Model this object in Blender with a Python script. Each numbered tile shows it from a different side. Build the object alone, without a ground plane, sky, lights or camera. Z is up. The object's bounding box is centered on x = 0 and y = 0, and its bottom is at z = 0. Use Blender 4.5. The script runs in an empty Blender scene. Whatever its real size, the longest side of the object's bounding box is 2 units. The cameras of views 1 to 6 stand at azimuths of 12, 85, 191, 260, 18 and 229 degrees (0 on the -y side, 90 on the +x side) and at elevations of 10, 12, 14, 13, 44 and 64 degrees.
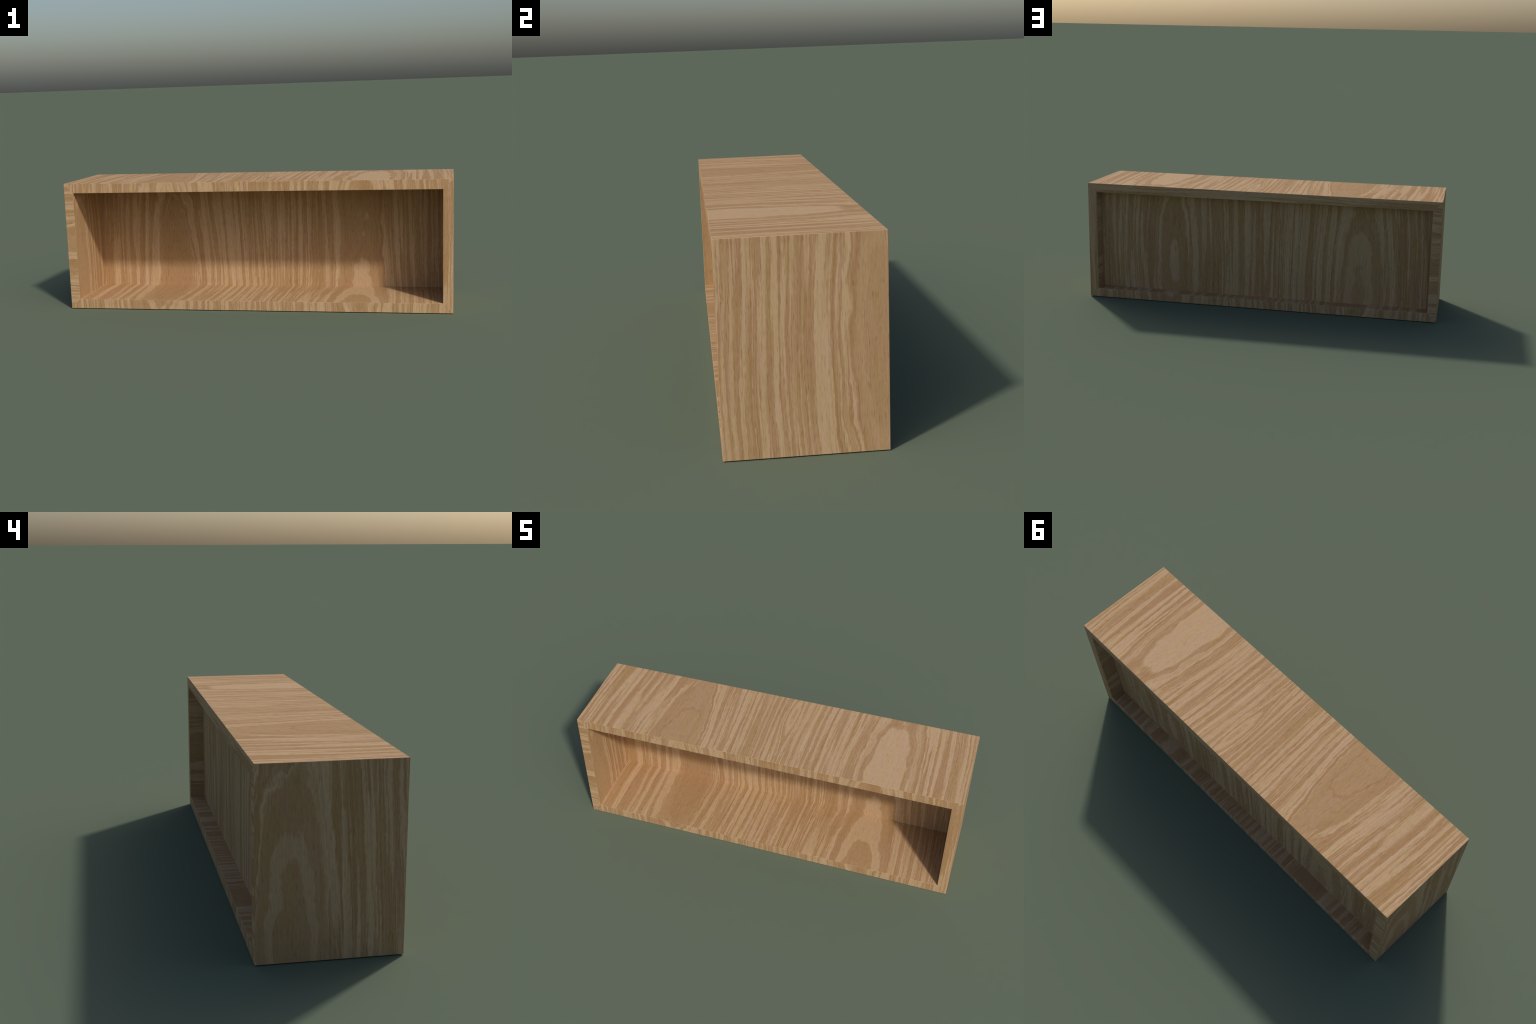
"""Open oak-veneered box shelf: four mitred boards around a recessed back panel."""
import bpy, bmesh
from math import sqrt

# ------------------------------------------------------------------ sizes (m)
HALF_LENGTH = 1.0          # overall 2.00 long
HEIGHT = 2.0 / 3.0
DEPTH = 0.5
BOARD = 0.05               # thickness of the four frame boards
CHAMFER = 0.0010           # tiny eased edge on every board
BACK_FRONT_Y = 0.130       # front face of the recessed back panel
BACK_REAR_Y = 0.180
HOUSING = 0.001            # how far the back panel is let into the boards


def srgb(r, g, b):
    def lin(c):
        c /= 255.0
        return c / 12.92 if c <= 0.04045 else ((c + 0.055) / 1.055) ** 2.4
    return (lin(r), lin(g), lin(b), 1.0)


# tones of the veneer
PALE = srgb(199, 167, 133)
DARK = srgb(166, 130, 88)
PALE_WARM = srgb(197, 166, 127)
DARK_ROSE = srgb(168, 130, 92)
PORE = srgb(137, 104, 67)


# ------------------------------------------------------------- node shorthand
class Graph:
    """Small helper so the veneer can be written as formulas."""
    def __init__(self, tree):
        self.t = tree

    def put(self, socket, value):
        if isinstance(value, bpy.types.NodeSocket):
            self.t.links.new(value, socket)
        else:
            socket.default_value = value

    def math(self, op, a, b=None, c=None, clamp=False):
        n = self.t.nodes.new("ShaderNodeMath")
        n.operation = op
        n.use_clamp = clamp
        for i, v in enumerate((a, b, c)):
            if v is not None:
                self.put(n.inputs[i], v)
        return n.outputs[0]

    def add(self, a, b): return self.math("ADD", a, b)
    def sub(self, a, b): return self.math("SUBTRACT", a, b)
    def mul(self, a, b): return self.math("MULTIPLY", a, b)

    def vec(self, x, y, z=0.0):
        n = self.t.nodes.new("ShaderNodeCombineXYZ")
        for i, v in enumerate((x, y, z)):
            self.put(n.inputs[i], v)
        return n.outputs[0]

    def noise(self, x, y, z=0.0, detail=2.0, rough=0.5):
        n = self.t.nodes.new("ShaderNodeTexNoise")
        n.noise_dimensions = "3D"
        self.put(n.inputs["Vector"], self.vec(x, y, z))
        n.inputs["Scale"].default_value = 1.0
        n.inputs["Detail"].default_value = detail
        n.inputs["Roughness"].default_value = rough
        return n.outputs["Fac"]

    def centred(self, fac, amount):
        return self.mul(self.sub(fac, 0.5), amount)

    def step(self, x, lo, hi):
        n = self.t.nodes.new("ShaderNodeMapRange")
        n.interpolation_type = "SMOOTHSTEP"
        self.put(n.inputs["Value"], x)
        n.inputs["From Min"].default_value = lo
        n.inputs["From Max"].default_value = hi
        return n.outputs["Result"]

    def mix(self, fac, a, b, blend="MIX"):
        n = self.t.nodes.new("ShaderNodeMix")
        n.data_type = "RGBA"
        n.blend_type = blend
        self.put(n.inputs[0], fac)
        self.put(n.inputs[6], a)
        self.put(n.inputs[7], b)
        return n.outputs[2]


def veneer_group():
    """Plain-sawn oak: growth rings cut as long ellipses around two hearts.

    U runs across the grain and V along it, in metres.  Each heart has its
    place (u, v); a small knot-like eye can bend the rings locally."""
    tree = bpy.data.node_groups.new("oak_veneer", "ShaderNodeTree")
    face = tree.interface
    for name in ("U", "V", "Heart A U", "Heart A V", "Heart B U", "Heart B V", "Eye U", "Eye V", "Seed", "Tone",
                 "Core A", "Core A tone", "Rim A", "Rim A tone", "Halo A", "Halo A tone",
                 "Core B", "Core B tone", "Rim B", "Rim B tone", "Halo B", "Halo B tone"):
        face.new_socket(name, in_out="INPUT", socket_type="NodeSocketFloat")
    face.new_socket("Color", in_out="OUTPUT", socket_type="NodeSocketColor")
    face.new_socket("Height", in_out="OUTPUT", socket_type="NodeSocketFloat")
    src = tree.nodes.new("NodeGroupInput").outputs
    g = Graph(tree)
    u, v, seed = src["U"], src["V"], src["Seed"]

    # the cut wanders: broad sway, then ragged fibre ends at the ring edges
    sway = g.add(g.centred(g.noise(g.mul(u, 1.6), g.mul(v, 1.0), seed, 1.0), 0.035),
                 g.centred(g.noise(g.mul(u, 8.0), g.mul(v, 3.0), seed, 1.0), 0.012))
    ragged = g.centred(g.noise(g.mul(u, 110), g.mul(v, 11), seed, 2.0), 0.008)
    frayed = g.centred(g.noise(g.mul(u, 300), g.mul(v, 28), seed, 1.0), 0.008)
    us = g.add(u, sway)

    lobes = g.centred(g.noise(g.mul(u, 11.0), g.mul(v, 7.0), g.add(seed, 5.0), 2.0), 0.06)

    def ring(cu, cv, slope):
        du = g.sub(us, cu)
        dv = g.math("ABSOLUTE", g.mul(g.sub(v, cv), slope))
        dv = g.math("SMOOTH_MIN", dv, 0.125, 0.05)   # far along the grain the rings run straight
        near = g.sub(1.0, g.step(g.math("ABSOLUTE", du), 0.05, 0.20))
        return g.add(g.math("SQRT", g.add(g.mul(du, du), g.mul(dv, dv))), g.mul(lobes, near))
    ra = ring(src["Heart A U"], src["Heart A V"], 0.20)
    rb = ring(src["Heart B U"], src["Heart B V"], 0.20)
    r = g.math("SMOOTH_MIN", ra, rb, 0.03)

    eu = g.math("DIVIDE", g.sub(us, src["Eye U"]), 0.045)
    ev = g.math("DIVIDE", g.sub(v, src["Eye V"]), 0.15)
    bump = g.math("EXPONENT", g.mul(g.add(g.mul(eu, eu), g.mul(ev, ev)), -1.0))
    r = g.add(r, g.mul(bump, 0.035))
    r = g.add(r, g.add(ragged, frayed))

    # rings are wide at a heart and crowd together away from it
    s = g.mul(r, g.add(1.0, g.mul(r, 2.2)))
    side = g.add(g.mul(u, 4.0), g.mul(v, 0.9))   # rings swell, taper out and start anew along the grain
    rings = g.noise(g.mul(s, 21.0), side, seed, 3.0, 0.6)
    band = g.step(rings, 0.47, 0.545)
    fine = g.noise(g.mul(s, 85.0), g.mul(u, 9.0), g.add(seed, 7.0), 2.0, 0.6)
    band = g.add(g.mul(band, 0.62), g.mul(g.step(fine, 0.34, 0.66), 0.38))

    # the widest rings, right at the hearts, have a set tone: a core and a rim
    for h, radius in (("A", ra), ("B", rb)):
        radius = g.add(radius, g.add(ragged, frayed))
        for zone in ("Halo ", "Rim ", "Core "):
            reach = g.math("DIVIDE", g.sub(src[zone + h], radius), 0.005)
            inside = g.math("ADD", reach, 0.5, clamp=True)
            band = g.add(band, g.mul(inside, g.mul(g.sub(src[zone + h + " tone"], band), 0.8)))
    tone = band

    # straight fibre streaks and specks that ignore the rings
    streak = g.noise(g.mul(us, 240), g.mul(v, 6.0), seed, 2.0, 0.65)
    tone = g.add(tone, g.centred(streak, 0.75))
    speck = g.noise(g.mul(u, 300), g.mul(v, 45), seed, 1.0)
    tone = g.math("ADD", tone, g.centred(speck, 0.55))
    tone = g.math("ADD", tone, src["Tone"], clamp=True)

    blush = g.step(g.noise(g.mul(us, 26), g.mul(v, 4.0), g.add(seed, 3.0), 2.0), 0.38, 0.62)
    dark = g.mix(blush, DARK, DARK_ROSE)
    pale = g.mix(blush, PALE_WARM, PALE)
    colour = g.mix(tone, dark, pale)

    pores = g.step(g.noise(g.mul(us, 360), g.mul(v, 22), g.add(seed, 11.0), 1.0), 0.60, 0.74)
    pores = g.mul(pores, g.sub(0.75, g.mul(band, 0.4)))
    colour = g.mix(pores, colour, PORE)

    out = tree.nodes.new("NodeGroupOutput").inputs
    tree.links.new(colour, out["Color"])
    tree.links.new(g.sub(streak, pores), out["Height"])
    return tree


VENEER = veneer_group()
FAR = 9.0


def veneer(name, across, along, heart_a=(FAR, 0), heart_b=(FAR, 0), core_a=(), core_b=(), eye=(FAR, 0), seed=0.0, shift=(0.0, 0.0), tone=0.0):
    """A face's material: which axes run across and along the grain, and where its hearts lie."""
    mat = bpy.data.materials.new(name)
    mat.use_nodes = True
    tree = mat.node_tree
    tree.nodes.clear()
    g = Graph(tree)
    coord = tree.nodes.new("ShaderNodeTexCoord")
    xyz = tree.nodes.new("ShaderNodeSeparateXYZ")
    tree.links.new(coord.outputs["Object"], xyz.inputs[0])
    grp = tree.nodes.new("ShaderNodeGroup")
    grp.node_tree = VENEER
    tree.links.new(g.add(xyz.outputs[across], shift[0]), grp.inputs["U"])
    tree.links.new(g.add(xyz.outputs[along], shift[1]), grp.inputs["V"])
    for label, (hu, hv) in (("Heart A", heart_a), ("Heart B", heart_b), ("Eye", eye)):
        grp.inputs[label + " U"].default_value = hu
        grp.inputs[label + " V"].default_value = hv
    for h, zones in (("A", core_a), ("B", core_b)):
        for i, zone in enumerate(("Core ", "Rim ", "Halo ")):
            reach, shade = zones[i] if i < len(zones) else (-1.0, 0.5)
            grp.inputs[zone + h].default_value = reach
            grp.inputs[zone + h + " tone"].default_value = shade
    grp.inputs["Seed"].default_value = seed
    grp.inputs["Tone"].default_value = tone
    bsdf = tree.nodes.new("ShaderNodeBsdfPrincipled")
    bsdf.inputs["Roughness"].default_value = 0.8
    bsdf.inputs["Specular IOR Level"].default_value = 0.05
    tree.links.new(grp.outputs["Color"], bsdf.inputs["Base Color"])
    bump = tree.nodes.new("ShaderNodeBump")
    bump.inputs["Strength"].default_value = 0.05
    bump.inputs["Distance"].default_value = 0.001
    tree.links.new(grp.outputs["Height"], bump.inputs["Height"])
    tree.links.new(bump.outputs["Normal"], bsdf.inputs["Normal"])
    out = tree.nodes.new("ShaderNodeOutputMaterial")
    tree.links.new(bsdf.outputs[0], out.inputs[0])
    return mat


X, Y, Z = 0, 1, 2
FLOOR_HEARTS = ((-0.52, 0.12), (0.52, -0.45))
FLOOR_ZONES = ([(0.055, 0.22), (0.060, 0.0), (0.103, 0.12)], [(0.086, 0.12), (0.122, 0.98), (0.155, 0.12)])
M = {
    # hearts and eyes sit at (across, along); their zones are (radius, tone) from the core outwards
    "top":        veneer("veneer_top", X, Y, (-0.47, -0.40), (0.60, -0.25), [(0.084, 0.38), (0.090, 0.0), (0.125, 0.22)], [(0.096, 1.0), (0.106, 0.15)], (0.05, 0.10), seed=1.0),
    "ceiling":    veneer("veneer_ceiling", X, Y, (-0.47, -0.30), (0.56, -0.30), [(0.07, 0.2), (0.10, 0.7)], [(0.06, 0.8), (0.1, 0.2)], seed=2.0),
    "floor":      veneer("veneer_floor", X, Y, *FLOOR_HEARTS, *FLOOR_ZONES, seed=3.0),
    "underside":  veneer("veneer_underside", X, Y, (-0.47, 0.2), (0.56, 0.2), [(0.07, 0.2), (0.10, 0.7)], [(0.06, 0.8), (0.1, 0.2)], seed=4.0),
    # the front of the back panel carries the floor's figure on up the wall
    "back_front": veneer("veneer_back_front", X, Z, *FLOOR_HEARTS, *FLOOR_ZONES, seed=3.0, shift=(0.0, BACK_FRONT_Y - BOARD)),
    "back_rear":  veneer("veneer_back_rear", X, Z, (-0.56, 0.10), (0.51, 0.225), [(0.032, 0.25), (0.075, 0.80), (0.10, 0.15)], [(0.026, 0.9), (0.085, 0.08)], seed=3.5),
    "side_left":  veneer("veneer_side_left", Y, Z, (0.125, 0.05), core_a=[(0.058, 0.15), (0.085, 0.75), (0.12, 0.25)], seed=5.0),
    "wall_left":  veneer("veneer_wall_left", Y, Z, (-0.18, 0.15), core_a=[(0.05, 0.4), (0.08, 0.2)], seed=6.0),
    "side_right": veneer("veneer_side_right", Y, Z, (0.24, 0.35), core_a=[(0.06, 0.25), (0.09, 0.35)], seed=7.0, tone=0.08),
    "wall_right": veneer("veneer_wall_right", Z, Y, (0.30, 0.1), core_a=[(0.05, 0.3), (0.08, 0.2)], seed=8.0),
    "edge_top":     veneer("veneer_edge_top", X, Z, (-0.47, 0.2), (0.56, 0.3), seed=9.0),
    "edge_bottom":  veneer("veneer_edge_bottom", X, Z, (-0.50, 0.4), (0.54, 0.3), seed=10.0),
    "edge_left":    veneer("veneer_edge_left", Z, X, (0.36, -0.78), core_a=[(0.075, 0.12)], seed=11.0),
    "edge_right":   veneer("veneer_edge_right", X, Z, (0.70, 0.3), seed=12.0),
    "rear_top":     veneer("veneer_rear_top", Z, X, (0.30, 0.0), seed=13.0),
    "rear_left":    veneer("veneer_rear_left", Z, X, (0.40, -0.8), seed=14.0),
    "rear_right":   veneer("veneer_rear_right", X, Z, (0.70, 0.3), seed=15.0),
    "rear_bottom":  veneer("veneer_rear_bottom", X, Z, (-0.54, 0.4), (0.50, 0.3), seed=16.0),
}


# ------------------------------------------------------------------- geometry
def make_object(name, bm, materials):
    bmesh.ops.recalc_face_normals(bm, faces=bm.faces)
    mesh = bpy.data.meshes.new(name)
    bm.to_mesh(mesh)
    bm.free()
    for m in materials:
        mesh.materials.append(m)
    obj = bpy.data.objects.new(name, mesh)
    bpy.context.scene.collection.objects.link(obj)
    return obj


def mitred_board(name, half, place, outer, inner, front, rear):
    """One frame board with 45 degree mitres.

    `half` is half its outer length; `place(a, b)` maps the position along the
    board and the depth in from its outer face to (x, z)."""
    c, t = CHAMFER, BOARD
    k = c * (sqrt(2) - 1)

    def section(b0, b1, cut):
        # outer edge, eased outer corner, mitre line, inner edge
        return [(-(half - b0 - cut), b0), (half - b0 - cut, b0), (half - b0 - cut / 2, b0 + cut / 2),
                (half - b1, b1), (-(half - b1), b1), (-(half - b0 - cut / 2), b0 + cut / 2)]
    full, eased = section(0.0, t, c), section(c, t - c, k)
    loops = ((-DEPTH / 2, eased), (-DEPTH / 2 + c, full), (DEPTH / 2 - c, full), (DEPTH / 2, eased))
    bm = bmesh.new()
    rows = []
    for y, profile in loops:
        row = []
        for a, b in profile:
            x, z = place(a, b)
            row.append(bm.verts.new((x, y, z)))
        rows.append(row)
    n = len(full)
    # which side of the profile each strip belongs to: 0 outer, 1 inner
    inner_strip = 3
    for j in range(3):
        for i in range(n):
            f = bm.faces.new((rows[j][i], rows[j][(i + 1) % n], rows[j + 1][(i + 1) % n], rows[j + 1][i]))
            f.material_index = 1 if i == inner_strip else 0
    bm.faces.new(rows[0]).material_index = 2
    bm.faces.new(rows[3]).material_index = 3
    return make_object(name, bm, [M[outer], M[inner], M[front], M[rear]])


H = HEIGHT
boards = [
    mitred_board("top_panel", HALF_LENGTH, lambda a, b: (a, H - b), "top", "ceiling", "edge_top", "rear_top"),
    mitred_board("bottom_panel", HALF_LENGTH, lambda a, b: (a, b), "underside", "floor", "edge_bottom", "rear_bottom"),
    mitred_board("side_panel", H / 2, lambda a, b: (-HALF_LENGTH + b, H / 2 + a), "side_left", "wall_left", "edge_left", "rear_left"),
    mitred_board("side_panel.001", H / 2, lambda a, b: (HALF_LENGTH - b, H / 2 + a), "side_right", "wall_right", "edge_right", "rear_right"),
]

bm = bmesh.new()
bmesh.ops.create_cube(bm, size=1.0)
w, h = 2 * (HALF_LENGTH - BOARD + HOUSING), H - 2 * (BOARD - HOUSING)
for vert in bm.verts:
    x, y, z = vert.co
    vert.co = (x * w, BACK_FRONT_Y if y < 0 else BACK_REAR_Y, H / 2 + z * h)
for f in bm.faces:
    f.material_index = 0 if f.calc_center_median().y < (BACK_FRONT_Y + BACK_REAR_Y) / 2 - 1e-6 else 1
boards.append(make_object("back_panel", bm, [M["back_front"], M["back_rear"]]))

shelf = bpy.data.objects.new("box_shelf", None)
bpy.context.scene.collection.objects.link(shelf)
shelf["label"] = "long open rectangular oak veneer box shelf, recessed back"
shelf["category"] = "shelf"
for part in boards:
    part.parent = shelf
